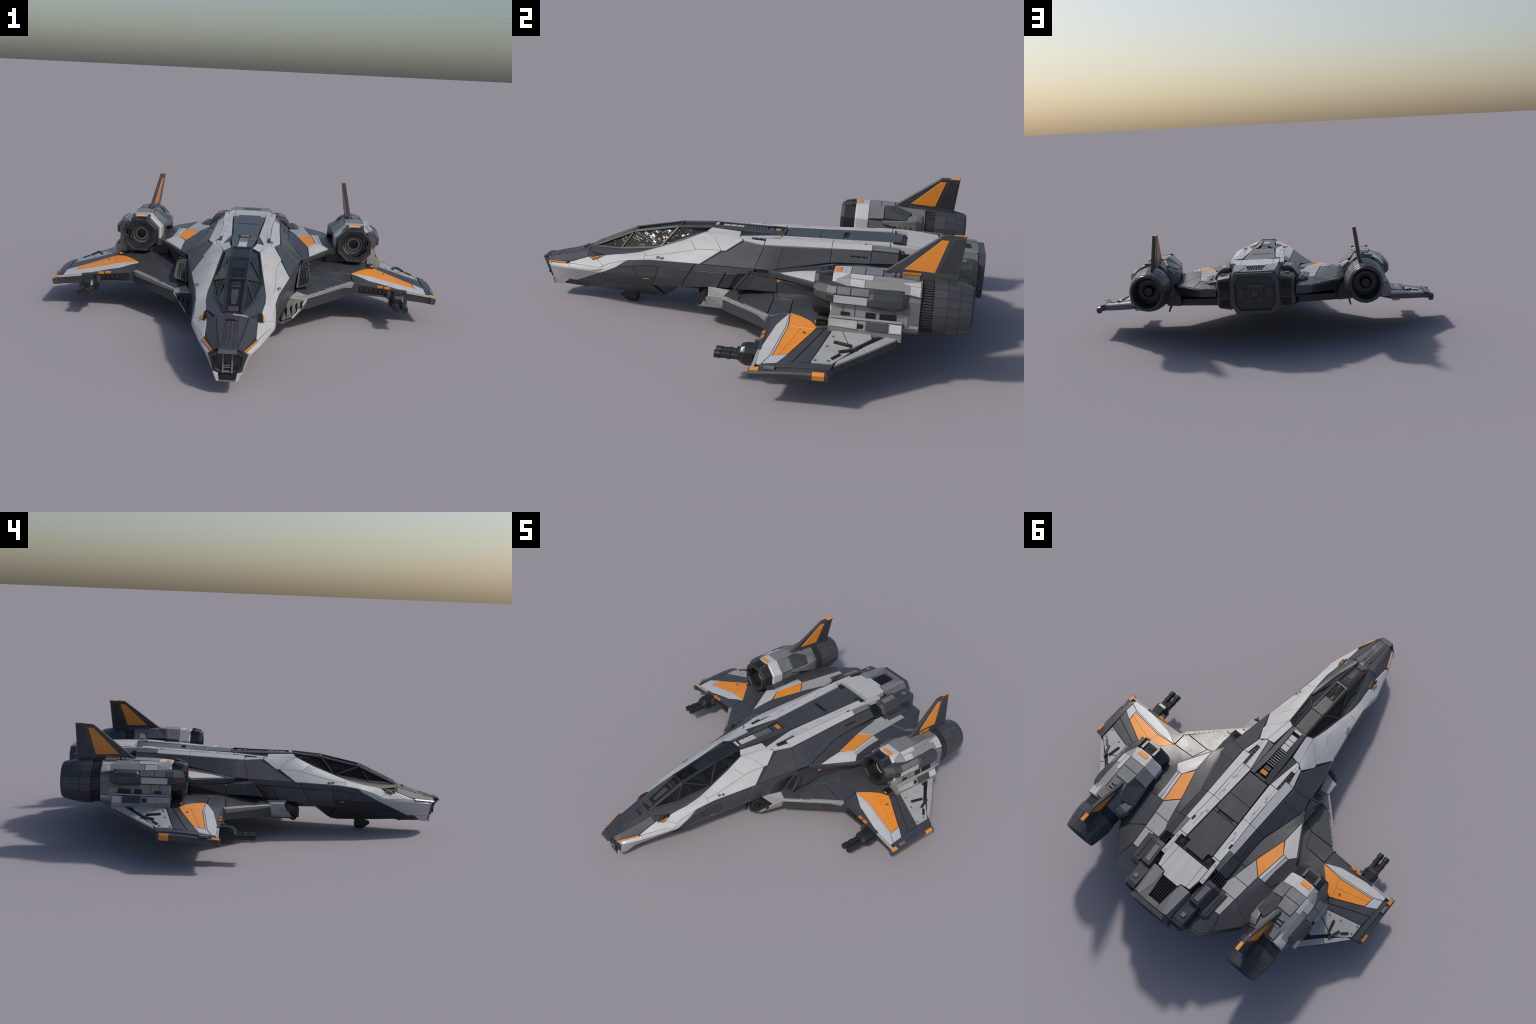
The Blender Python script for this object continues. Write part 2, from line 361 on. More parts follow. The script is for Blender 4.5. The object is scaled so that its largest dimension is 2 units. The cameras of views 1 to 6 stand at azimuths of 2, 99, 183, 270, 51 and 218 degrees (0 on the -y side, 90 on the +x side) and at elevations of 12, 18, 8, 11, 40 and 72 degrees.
# ------------------------------------------------------------------ nose mouth
def octring(pts):   # half outline (x,y,z) -> closed symmetric ring
    return [Vector(p) for p in pts] + [Vector((-p[0], p[1], p[2])) for p in reversed(pts) if p[0] > 1e-6]
mo = [(.033,-.996,.181), (.066,-.968,.159), (.054,-.948,.097), (.022,-.948,.088)]
cen = Vector((0, -.965, .140))
o1 = octring(mo); i1 = [cen + (p - cen) * .82 for p in o1]; i2 = [p + Vector((0, .035, 0)) for p in i1]; b1 = [p + Vector((0, .03, 0)) for p in o1]
NOSE = loft('nose_intake_frame', [b1, o1, i1, i2], DARK2, FUS, sym=False, caps=(False, True), recalc=False)
loft('nose_lip', [[(-.033,-1.0,.176), (.033,-1.0,.176), (.034,-.990,.190), (-.034,-.990,.190)], [(-.034,-.972,.186), (.034,-.972,.186), (.034,-.966,.195), (-.034,-.966,.195)]], HOOD, FUS, sym=False)
boxes('nose_sensor_recess', [((0, -.942, .135), (.09, .012, .075))], BLACK, FUS, sym=False)
boxes('nose_sensor_frame', [((.0165, -.955, .134), (.006, .014, .084)), ((-.0165, -.955, .134), (.006, .014, .084)), ((0, -.958, .173), (.036, .012, .006)), ((0, -.950, .096), (.036, .012, .006)), ((0, -.952, .112), (.028, .006, .004)), ((0, -.952, .120), (.028, .006, .004))], MID, FUS, sym=False)
boxes('nose_sensor_frame', [((.043, -.962, .14), (.004, .01, .06))], METAL, FUS)
boxes('chin_recess', [((0, -.944, .074), (.056, .012, .022))], BLACK, FUS, sym=False)
boxes('chin_bumper', [((0, -.947, .060), (.062, .012, .005))], MID, FUS, sym=False)
plate('chin_cheek', [(.054,-.948,.094), (.040,-.944,.056), (.029,-.944,.056), (.034,-.948,.088)], WHITE, FUS, up=(0, -1, 0), lift=.003)
boxes('hood_latch', [((0, -.792, .2475), (.034, .012, .004))], DARK2, FUS, sym=False)
# side vents of the nose
loft('thruster_port', [[(.098,-.745,.222), (.106,-.745,.216), (.112,-.745,.212), (.104,-.745,.226)], [(.098,-.715,.240), (.112,-.715,.236), (.122,-.715,.222), (.112,-.715,.218)], [(.104,-.675,.244), (.110,-.675,.244), (.114,-.675,.238), (.106,-.675,.236)]], BLACK, FUS)
beam('thruster_lamp', (.118,-.73,.224), (.116,-.692,.236), .006, .008, AMBER, FUS)
for yy, ss in ((-.405, 3.7), (-.385, 3.78)):
    p = S(yy, ss); boxes('hull_fitting', [((p.x + .003, p.y, p.z), (.012, .014, .010))], MID, FUS)
p = S(-.455, 6.2); boxes('side_lamp', [((p.x + .001, p.y, p.z), (.004, .028, .006))], AMBER, FUS)
p = S(-.80, 6.3); boxes('hull_fitting', [((p.x + .001, p.y, p.z), (.004, .014, .008))], DARK2, FUS)

# ------------------------------------------------------------------ canopy
cf = (.034,-.749,.260); cs = (.074,-.603,.274); ap = (.040,-.552,.349); cm = (.101,-.414,.306); cr = (.042,-.343,.391); sr = (.079,-.209,.388); cbk = (.042,-.186,.403)
m_ = lambda p: (-p[0], p[1], p[2])
cf, cs, ap, cm, cr, sr, cbk = [(p[0] - .002, p[1], p[2] - .0035) for p in (cf, cs, ap, cm, cr, sr, cbk)]
rimA = [Vector(p) for p in ((.0, -.757, .259), cf, cs, cm, (.088, -.30, .350), sr)]
rimB = [S(-.765, .0), S(-.757, 1.0), S(-.66, 2.0), S(-.50, 2.0), S(-.36, 2.0), S(-.212, 2.0)]
def sill_ring(side):
    V = []; F = []
    for a, b in zip(rimA, rimB):
        m = a.lerp(b, .55) + Vector((.002, 0, .003))
        for p in (a, m, b, b - Vector((.004, 0, .012)), m - Vector((0, 0, .014)), a - Vector((.004, 0, .012))): V.append((p.x * side, p.y, p.z))
    n = 6
    for i in range(len(rimA) - 1):
        for k in range(n):
            q = (i * n + k, i * n + (k + 1) % n, (i + 1) * n + (k + 1) % n, (i + 1) * n + k); F.append(q)
    return V, F
Va, Fa = sill_ring(1); Vb, Fb = sill_ring(-1)
CAN = make('canopy', Va + Vb, Fa + [tuple(i + len(Va) for i in f) for f in Fb], DARK, None, sym=False, bevel=0, smooth=.6)
hull('hood_side_panel', [[(-.757, 1.0), (-.70, 1.3)], [(-.757, 1.97), (-.66, 1.97)]], HOOD, thick=.006)
def pane(P, up, par=CAN, sym=True): plate('canopy_glass', P, GLASS, par, up=up, lift=0, thick=.002, gap=.0, sym=sym, bevel=0)
pane([cf, m_(cf), m_(ap), ap], (0, -1, 1), sym=False)
pane([cf, cs, ap], (1, -.3, .5)); pane([cs, cm, ap], (1, 0, .5)); pane([ap, cm, cr], (1, 0, .5))
pane([cr, cm, sr, cbk], (1, 0, .5))
pane([ap, m_(ap), m_(cr), cr], (0, 0, 1), sym=False)
fr = lambda a, b, w=.008, h=.009, sym=True: beam('canopy_frame', a, b, w, h, FRAME, CAN, up=(.7, -.1, .7) if sym else (0, -.2, 1), sym=sym)
for a, b in ((cf, cs), (cs, cm), (cm, sr), (sr, cbk)): fr(a, b, .010, .009)
fr(cf, ap, .015, .012); fr(ap, cr, .012, .010); fr(cr, cbk, .012, .010); fr(ap, cs, .007); fr(ap, cm, .008); fr(cr, cm, .009)
fr(ap, m_(ap), .016, .010, False); fr(cr, m_(cr), .016, .008, False); fr(cbk, m_(cbk), .012, .010, False); fr(cf, m_(cf), .012, .008, False)
plate('canopy_roof_panel', [(.034,-.335,.391), (.034,-.195,.402), (-.034,-.195,.402), (-.034,-.335,.391)], FRAME, CAN, sym=False, lift=-.002, thick=.006)
plate('canopy_roof_panel', [(.026,-.46,.367), (.034,-.352,.389), (-.034,-.352,.389), (-.026,-.46,.367)], FRAME, CAN, sym=False, lift=-.003, thick=.005)
plate('canopy_roof_panel', [(.026,-.54,.350), (.026,-.49,.3605), (-.026,-.49,.3605), (-.026,-.54,.350)], FRAME, CAN, sym=False, lift=-.003, thick=.005)
beam('canopy_roof_rail', (.030,-.545,.349), (.034,-.345,.389), .006, .010, FRAME, CAN)
# dashboard and seat shapes showing in the windscreen
WS = lambda x, t: Vector((x, lerp(cf[1], ap[1], t), lerp(cf[2], ap[2], t)))
wup = (0, -.41, .91)
plate('windscreen_slot', [WS(-.024,.18), WS(.024,.18), WS(.026,.93), WS(-.026,.93)], BLACK, CAN, sym=False, up=wup, lift=.002, thick=.005)
plate('cockpit_seat', [WS(-.010,.24), WS(.010,.24), WS(.015,.50), WS(.014,.66), WS(-.014,.66), WS(-.015,.50)], DARK, CAN, sym=False, up=wup, lift=.0045, thick=.005)
plate('cockpit_console', [WS(-.018,.74), WS(.018,.74), WS(.019,.80), WS(-.019,.80)], DARK2, CAN, sym=False, up=wup, lift=.0045, thick=.005)
plate('cockpit_console', [WS(-.018,.84), WS(.018,.84), WS(.019,.88), WS(-.019,.88)], DARK2, CAN, sym=False, up=wup, lift=.0045, thick=.005)
plate('windscreen_cowl', [(.022,-.742,.263), (.022,-.715,.274), (-.022,-.715,.274), (-.022,-.742,.263)], DARK, CAN, sym=False, up=(0, -1, 1), lift=.003)

# ------------------------------------------------------------------ underside pods and side scoops
pod = [[(.086,-.232,.124), (.187,-.213,.078), (.233,-.194,.098), (.295,-.145,.176), (.20,-.16,.18)],
       [(.092,-.06,.120), (.187,-.06,.080), (.240,-.06,.099), (.297,-.06,.176), (.20,-.06,.19)],
       [(.100,.15,.130), (.175,.15,.092), (.225,.15,.115), (.270,.15,.18), (.20,.15,.19)],
       [(.130,.33,.15), (.160,.33,.11), (.215,.33,.13), (.24,.33,.18), (.19,.33,.20)],
       [(.120,.50,.20), (.14,.50,.19), (.18,.50,.19), (.2,.50,.20), (.18,.50,.22)]]
POD = loft('lower_intake', pod, DARK2)
plate('lower_intake_panel', [(.234,-.194,.099), (.295,-.146,.175), (.297,-.066,.174), (.286,-.064,.118), (.242,-.066,.1)], GREY, POD, up=(1, 0, -.6), lift=.004)
plate('lower_intake_lip', [(.215,-.165,.182), (.296,-.146,.176), (.298,-.075,.174), (.25,-.06,.185)], GREY, POD, lift=.004)
bx = []
for i in range(6):
    t = i / 5; bx.append(((lerp(.165, .275, t), lerp(-.222, -.170, t), lerp(.106, .156, t)), (.004, .022, lerp(.05, .035, t))))
boxes('intake_strut', bx, PIPE, POD, stuff=True)
plate('lower_intake_lip', [(.090,-.234,.124), (.190,-.218,.076), (.234,-.198,.095), (.228,-.190,.103), (.187,-.208,.090), (.115,-.226,.124)], DARK, POD, up=(0, -1, 0), thick=.02)
plate('intake_mouth', [(.165,-.216,.118), (.188,-.214,.088), (.230,-.197,.103), (.285,-.153,.170), (.21,-.165,.172)], BLACK, POD, up=(0, -1, 0), lift=.009, thick=.02)  # solid black plate across the front of the intake

SCO = loft('side_intake', [[(.262,.030,.286), (.300,.020,.280), (.309,-.026,.219), (.250,-.030,.200)],
                          [(.262,.16,.286), (.305,.155,.273), (.308,.155,.220), (.255,.16,.205)],
                          [(.30,.34,.29), (.386,.335,.284), (.366,.335,.222), (.30,.34,.21)],
                          [(.30,.45,.29), (.40,.45,.284), (.38,.45,.222), (.30,.45,.21)]], DARK2)
plate('intake_mouth', [(.266,.028,.277), (.293,.020,.272), (.300,-.021,.226), (.258,-.025,.209)], BLACK, SCO, up=(0, -1, .2), lift=.0015)
for q in range(4):
    t = .2 + q * .2
    beam('intake_vane', (lerp(.264,.296,t), lerp(.02,.012,t), lerp(.279,.274,t)), (lerp(.258,.302,t), lerp(-.03,-.026,t), lerp(.206,.222,t)), .003, .008, PIPE, SCO)
for a, b in (((.262,.028,.287), (.300,.018,.281)), ((.300,.018,.281), (.310,-.029,.218)), ((.310,-.029,.218), (.250,-.033,.199)), ((.250,-.033,.199), (.262,.028,.287))):
    beam('intake_rim', a, b, .006, .008, DARK, SCO, up=(0, -1, .3))
plate('scoop_panel', [(.303,.06,.278), (.3055,.15,.272), (.309,.15,.222), (.309,.03,.222)], DARK, SCO, up=(1, 0, 0), lift=.002)
boxes('scoop_lamp', [((.303, .160, .270), (.008, .022, .010))], AMBER, SCO)
# under-slab structure between hull and engine
loft('slab_understructure', [[(.25,.12,.290), (.285,.14,.285), (.285,.14,.262), (.25,.12,.25)],
                             [(.25,.32,.30), (.395,.345,.292), (.375,.345,.262), (.25,.34,.23)],
                             [(.20,.72,.30), (.40,.70,.290), (.36,.70,.255), (.20,.70,.23)]], DARK2)
for k2 in range(3):
    z = .288 - .016 * k2
    beam('slab_rail', (.272 - .004 * k2, .120 + .01 * k2, z), (.398 - .012 * k2, .338, z - .004), .010, .007, (DARK, BLACK, METAL)[k2], None)

# ------------------------------------------------------------------ upper slabs (inner wings)
def zsl(x, y):
    # plateau of the slab, falling towards the leading edge and the engine
    b = interp([(.10, .303), (.30, .327), (.50, .344), (.80, .338), (.94, .320)], y)[0]
    t = max(0, x - interp([(.10, .26), (.34, .34), (.55, .35), (.80, .29), (.94, .26)], y)[0])
    return b - t * .22
slab_out = [(.200,.365), (.274,.110), (.405,.325), (.435,.42), (.437,.70), (.408,.772), (.272,.934), (.195,.944)]
top = [Vector((x, y, zsl(x, y))) for x, y in slab_out]
bot = [Vector((x, y, zsl(x, y) - interp([(.1, .014), (.33, .020), (.6, .034), (.94, .036)], y)[0])) for x, y in slab_out]
SLAB = skin('inner_wing', slab_out, zsl, DARK, None, lift=-.001, thick=.022, gap=0, cuts=4)
plate('inner_wing_edge', [(.193,.943,.320), (.271,.934,.320), (.271,.934,.285), (.193,.943,.285)], DARK, SLAB, up=(0, 1, 0), lift=.003, gap=0, thick=.03)
plate('inner_wing_edge', [(.271,.934,.320), (.408,.770,.310), (.408,.770,.268), (.271,.934,.285)], DARK2, SLAB, up=(.8, .5, 0), lift=.003, gap=0, thick=.03)
skin('inner_wing_panel', [(.276,.116), (.302,.160), (.296,.30), (.25,.462), (.236,.53), (.206,.53), (.206,.37)], zsl, DARK, SLAB)
skin('inner_wing_panel', [(.305,.166), (.400,.328), (.372,.362), (.339,.359), (.300,.296)], zsl, WHITE, SLAB, lift=.003)
skin('inner_wing_panel', [(.400,.328), (.372,.362), (.362,.45), (.358,.532), (.398,.532), (.430,.43)], zsl, DARK2, SLAB)
skin('orange_patch', [(.296,.302), (.339,.361), (.315,.530), (.251,.467)], zsl, ORANGE, SLAB, lift=.003)
skin('pale_fringe', [(.341,.361), (.356,.361), (.336,.531), (.317,.530)], zsl, PALE, SLAB, lift=.003)
skin('inner_wing_panel', [(.357,.363), (.373,.364), (.362,.45), (.358,.531), (.337,.531)], zsl, GREY, SLAB, lift=.003)
skin('inner_wing_panel', [(.250,.470), (.313,.532), (.306,.60), (.222,.60), (.237,.53)], zsl, GREY, SLAB, lift=.003)
skin('inner_wing_panel', [(.222,.602), (.305,.602), (.297,.69), (.208,.69), (.208,.64)], zsl, GREY, SLAB, lift=.003)
skin('inner_wing_panel', [(.24,.692), (.296,.692), (.286,.797), (.24,.797)], zsl, GREY, SLAB, lift=.003)
skin('inner_wing_panel', [(.315,.534), (.358,.534), (.432,.534), (.432,.69), (.41,.755), (.300,.68)], zsl, DARK, SLAB)
skin('inner_wing_panel', [(.299,.683), (.408,.757), (.404,.772), (.31,.880), (.288,.80)], zsl, DARK, SLAB)
skin('inner_wing_panel', [(.200,.80), (.286,.80), (.308,.882), (.268,.928), (.2,.936)], zsl, DARK, SLAB)
plate('inner_wing_nose', [(.272,.108,.304), (.405,.325,.311), (.405,.330,.293), (.272,.112,.290)], DARK, SLAB, up=(.8, -.6, 0), lift=.005, gap=0, thick=.02)

# ------------------------------------------------------------------ main wings
def zw(x, y):
    zi = min(.236, .193 - .11 * (x - .525) + .19 * (y - .151))
    zo = .169 - .074 * x + .678 * y - .377 * y * y - .422 * x * y
    t = min(1, max(0, (x - .46) / .1))
    return lerp(zi, zo, t)
wing_out = [(.20,-.10), (.295,-.082), (.41,.034), (.525,.151), (.56,.159), (.70,.163), (.86,.163), (.905,.156), (.906,.432), (.860,.456), (.77,.560), (.670,.668), (.60,.69), (.42,.69), (.20,.70)]
def wth(x, y):   # thickness
    return interp([(.2, .060), (.525, .046), (.905, .027)], x)[0] * interp([(-.1, 1), (.2, 1), (.7, .62)], y)[0]
bmq = bmesh.new()
f = bmq.faces.new([bmq.verts.new((x, y, 0)) for x, y in wing_out])
bmesh.ops.triangulate(bmq, faces=[f]); bmesh.ops.subdivide_edges(bmq, edges=bmq.edges, cuts=3, use_grid_fill=True)
bmq.verts.index_update()
tp = [(v.co.x, v.co.y, zw(v.co.x, v.co.y) - .005) for v in bmq.verts]; n_ = len(tp)
FW = [tuple(v.index for v in g.verts) for g in bmq.faces]
bdw = [(e.verts[0].index, e.verts[1].index) for e in bmq.edges if len(e.link_faces) == 1]
bmq.free()
WING = make('wing', tp + [(x, y, z - wth(x, y)) for x, y, z in tp], FW + [tuple(i + n_ for i in reversed(g)) for g in FW] + [(a, b, b + n_, a + n_) for a, b in bdw], DARK2, bevel=0)
wp = lambda n, poly, mat, lift=.002, **k: skin(n, poly, zw, mat, WING, lift=lift, **k)
wp('wing_panel', [(.24,-.075), (.300,-.068), (.360,-.006), (.319,-.004), (.26,.01)], DARK)
wp('wing_panel', [(.26,.012), (.319,-.003), (.364,-.003), (.499,.143), (.36,.148), (.26,.12)], DARK)
wp('wing_panel', [(.36,.150), (.50,.146), (.514,.160), (.512,.236), (.39,.232)], DARK)
wp('wing_panel', [(.26,.122), (.359,.149), (.389,.233), (.511,.239), (.64,.36), (.64,.5), (.26,.5)], DARK)
beam('wing_leading_edge', (.287,-.078,.167), (.516,.156,.191), .020, .012, GREY, WING)
plate('wing_leading_face', [(.290,-.088,.172), (.523,.146,.196), (.503,.140,.144), (.290,-.060,.122)], WALL, WING, up=(.7, -.7, 0), lift=.0025, gap=0, thick=.02)
for i in range(6):
    t = .45 + .08 * i
    c = Vector((.287,-.078,.174)).lerp(Vector((.516,.156,.198)), t)
    beam('edge_slot', c + Vector((-.007, -.007, 0)), c + Vector((.007, .007, 0)), .004, .003, DARK2, WING)
wp('wing_panel', [(.527,.154), (.56,.160), (.70,.164), (.766,.165), (.768,.175), (.60,.196), (.516,.236), (.516,.16)], DARK, lift=.0018)
wp('wing_panel', [(.516,.240), (.60,.198), (.768,.177), (.768,.166), (.868,.165), (.869,.190), (.821,.212), (.624,.240)], WHITE, lift=.0036)
wp('pale_fringe', [(.517,.2405), (.622,.241), (.82,.213), (.820,.221), (.622,.249)], PALE, lift=.003)
wp('pale_fringe', [(.822,.213), (.868,.193), (.868,.247), (.814,.279), (.820,.222)], PALE, lift=.003)
wp('orange_patch', [(.515,.243), (.622,.251), (.640,.303), (.656,.355), (.642,.362), (.60,.335)], ORANGE, lift=.003, gap=.0003)
wp('orange_patch', [(.622,.251), (.819,.223), (.815,.247), (.640,.303)], ORANGE, lift=.003, gap=.0003)
wp('orange_patch', [(.640,.303), (.815,.247), (.811,.278), (.667,.351), (.656,.355)], ORANGE, lift=.003, gap=.0003)
for dx, dy, w, h in ((0, 0, .004, .014), (.007, .003, .004, .012), (.0035, -.002, .010, .003)):
    boxes('stencil_mark', [((.672 + dx, .318 + dy, zw(.672, .318) + .0032), (w, h, .0012))], DARK2, WING, bevel=0)
wp('wing_stripe', [(.645,.363), (.667,.354), (.812,.280), (.868,.249), (.864,.30), (.660,.39)], DARK, lift=.003)
wp('wing_stripe', [(.660,.392), (.864,.302), (.858,.366), (.656,.421)], DARK, lift=.003)
wp('wing_panel', [(.656,.424), (.857,.368), (.857,.445), (.775,.508), (.66,.46)], GREY, lift=.003)
wp('wing_panel', [(.66,.463), (.76,.505), (.690,.575), (.652,.565)], GREY, lift=.003)
wp('wing_groove', [(.775,.512), (.862,.448), (.84,.448), (.70,.565), (.66,.60), (.672,.625)], BLACK, lift=-.001)
wp('wing_flap', [(.862,.454), (.768,.562), (.745,.545), (.835,.462)], GREY, lift=.003)
wp('wing_flap', [(.766,.564), (.672,.665), (.652,.642), (.743,.545)], GREY, lift=.003)
for a, b in (((.735,.438), (.75,.505)), ((.79,.462), (.765,.525))):
    beam('flap_hinge', (a[0], a[1], zw(*a) + .006), (b[0], b[1], zw(*b) + .006), .012, .010, METAL, WING)
beam('flap_hinge', (.80,.468,zw(.80,.468)+.003), (.83,.440,zw(.83,.44)+.003), .012, .008, BLACK, WING)
for a in ((.845,.382), (.76,.415), (.70,.43), (.842,.43)):
    boxes('wing_fitting', [((a[0], a[1], zw(*a) + .004), (.009, .009, .005))], MID, WING)
# tip rail
wp('tip_panel', [(.871,.192), (.892,.186), (.892,.44), (.861,.452), (.866,.30)], DARK, lift=.004)
loft('tip_rail', [[(.888,y,z1), (.910,y,z1 - .006), (.916,y,z1 - .014), (.910,y,z1 - .034), (.888,y,z1 - .034)] for y, z1 in ((.149,.144), (.195,.148), (.30,.158), (.40,.164), (.430,.163), (.440,.158))], DARK, WING)
plate('tip_marker', [(.890,.153,.1455), (.910,.153,.1395), (.910,.188,.1425), (.890,.188,.1485)], ORANGE, WING, lift=.002, thick=.006)
loft('tip_marker', [[(.905,y,z1 - .003), (.912,y,z1 - .006), (.9178,y,z1 - .014), (.912,y,z1 - .0345), (.9,y,z1 - .0345)] for y, z1 in ((.382,.1632), (.426,.1642))], ORANGE, WING)
boxes('tip_fitting', [((.899, .225, .154), (.014, .04, .010))], MID, WING)
# leading edge recess between kink and gun
plate('leading_edge_recess', [(.545,.157,.184), (.685,.162,.172), (.685,.162,.140), (.545,.157,.146)], BLACK, WING, up=(0, -1, 0), lift=.001)
beam('leading_edge_lip', (.533,.162,.190), (.775,.165,.161), .014, .012, DARK, WING)
beam('leading_edge_lip', (.775,.165,.159), (.895,.163,.144), .012, .010, GREY, WING)
beam('leading_edge_lip', (.510,.152,.141), (.70,.162,.136), .012, .008, DARK, WING)
boxes('recess_machinery', [((.56 + .022 * i, .158, lerp(.166, .156, i / 5)), (.014, .010, .018)) for i in range(6)], METAL, WING, stuff=True)
boxes('wing_lamp', [((.648, .160, .179), (.026, .014, .010)), ((.682, .161, .175), (.028, .014, .010))], AMBER, WING)
boxes('pylon', [((.69, .150, .146), (.02, .03, .035))], DARK, WING)

# ------------------------------------------------------------------ guns
GX, GZ = .731, .117
GUN = loft('wing_gun', [[(GX + a * w, y, GZ + b * h + dz) for a, b in ((-1, -.4), (-.5, -1), (.5, -1), (1, -.4), (1, .5), (.6, 1), (-.6, 1), (-1, .5))] for y, w, h, dz in ((.076,.026,.017,.0), (.092,.034,.034,.006), (.108,.036,.040,.004), (.15,.036,.040,.002), (.20,.034,.036,.000), (.26,.026,.022,.01))], METAL)
for gx in (-.018, .018):
    tube('gun_barrel', (GX + gx, GZ), [(-.010,.0155), (.014,.0168), (.016,.0145), (.036,.0145), (.038,.0165), (.052,.0165), (.054,.014), (.085,.015)], METAL, GUN, n=12, smooth=.6, bevel=0)
    tube('gun_bore', (GX + gx, GZ), [(-.0112,.009), (-.009,.009)], BLACK, GUN, n=12, bevel=0)
boxes('gun_machinery', [((GX, .085, GZ + .018), (.03, .022, .016)), ((GX - .036, .12, GZ), (.01, .04, .03)), ((GX + .036, .12, GZ), (.01, .04, .03)), ((GX, .135, GZ + .04), (.04, .04, .012)), ((GX, .06, GZ), (.012, .03, .012))], METAL, GUN, stuff=True)

# ------------------------------------------------------------------ engines
EX, EZ = .534, .314
def oct_ring(y, cx, cz, w, h, c=.42):
    return [(cx + sx * w, y, cz + sz * h) for sx, sz in ((1, -c), (1, c), (c, 1), (-c, 1), (-1, c), (-1, -c), (-c, -1), (c, -1))]
ENG = loft('engine', [oct_ring(.436, .530, .328, .086, .088), oct_ring(.47, .530, .320, .098, .103), oct_ring(.56, EX, .317, .104, .107), oct_ring(.70, EX, .314, .104, .107), oct_ring(.742, EX, EZ, .102, .105)], MID, bevel=.002)
# intake
for_r = [oct_ring(.436, .530, .330, .088, .088), oct_ring(.352, .528, .333, .087, .083), oct_ring(.335, .528, .335, .080, .077), oct_ring(.338, .528, .335, .066, .064), oct_ring(.352, .528, .335, .066, .064)]
INT = loft('engine_intake', for_r, INTAKE, ENG, caps=(False, False), bevel=.0015)
loft('intake_duct', [oct_ring(.345, .528, .335, .067, .065), oct_ring(.40, .530, .333, .058, .056), oct_ring(.435, .530, .333, .05, .05)], BLACK, ENG, caps=(False, True), bevel=0)
loft('intake_rim', [oct_ring(.350, .528, .335, .070, .068), oct_ring(.342, .528, .335, .070, .068), oct_ring(.342, .528, .335, .058, .056), oct_ring(.36, .528, .335, .058, .056)], METAL, ENG, caps=(False, False), recalc=False)
for r0, y0 in ((.050, .385), (.038, .40), (.024, .395)):
    tube('intake_ring', (.529, .333), [(y0, r0), (y0, r0 - .006), (y0 + .012, r0 - .006), (y0 + .012, r0)], INTAKE, ENG, n=20, bevel=0, smooth=.6, caps=(False, False))
tube('intake_hub', (.529, .333), [(.40, .010), (.402, .018), (.45, .020)], BLACK, ENG, n=16, bevel=0, smooth=.6)
boxes('intake_slot', [((.527, .372, .4165), (.046, .034, .006))], BLACK, ENG)
boxes('intake_latch', [((.527, .372, .4195), (.034, .016, .006))], METAL, ENG)
beam('intake_cheek', (.492,.350,.413), (.492,.40,.424), .014, .014, DARK, ENG)
beam('intake_cheek', (.565,.350,.413), (.565,.40,.424), .014, .014, DARK, ENG)
# white collar with orange tag
loft('engine_collar', [oct_ring(.405, .529, .330, .090, .092), oct_ring(.412, .529, .327, .097, .097), oct_ring(.438, .529, .325, .099, .101), oct_ring(.470, .529, .322, .101, .105)], WHITE, ENG)
loft('engine_tag', [[(.505,.406,.417), (.562,.406,.417), (.562,.411,.4262), (.505,.411,.4262)], [(.505,.434,.420), (.562,.434,.420), (.562,.434,.4285), (.505,.434,.4285)]], ORANGE, ENG)
# top cap
plate('top_cap', [(.484,.472,.427), (.574,.472,.429), (.574,.525,.430), (.484,.525,.428)], CAP, ENG, lift=.001, thick=.03)
plate('top_cap', [(.484,.527,.428), (.574,.527,.430), (.568,.592,.429), (.490,.592,.429)], CAP, ENG, lift=.001, thick=.03)
plate('side_cap', [(.482,.472,.425), (.482,.545,.427), (.420,.545,.378), (.426,.472,.372)], MID, ENG, up=(-1, 0, 1), lift=.004, thick=.02)
plate('side_cap', [(.482,.547,.427), (.496,.60,.426), (.470,.675,.405), (.414,.655,.378), (.420,.547,.378)], DARK, ENG, up=(-1, 0, 1), lift=.004, thick=.02)
# inner rear fairing
loft('inner_fairing', [[(.435,.54,.372), (.420,.54,.366), (.420,.54,.356), (.44,.54,.340)], [(.44,.64,.386), (.408,.64,.374), (.407,.64,.336), (.44,.64,.318)], [(.452,.70,.404), (.410,.70,.380), (.409,.70,.322), (.44,.70,.300)], [(.462,.73,.402), (.426,.73,.372), (.426,.73,.318), (.45,.73,.300)]], MID, ENG)
for i in range(4):
    boxes('fairing_groove', [((.4105, .60 + .026 * i, .335), (.006, .006, .03))], BLACK, ENG)
loft('engine_pylon', [[(.395,.40,.300), (.47,.40,.300), (.47,.40,.215), (.395,.40,.215)], [(.400,.735,.300), (.47,.735,.300), (.47,.735,.210), (.400,.735,.205)]], DARK2, ENG)
plate('ventral_blade', [(.452,.56,.215), (.452,.735,.215), (.462,.745,.178), (.458,.66,.195)], DARK2, ENG, up=(1, 0, 0), lift=.004)
beam('engine_pylon', (.43,.36,.300), (.44,.62,.290), .03, .03, DARK2, ENG)
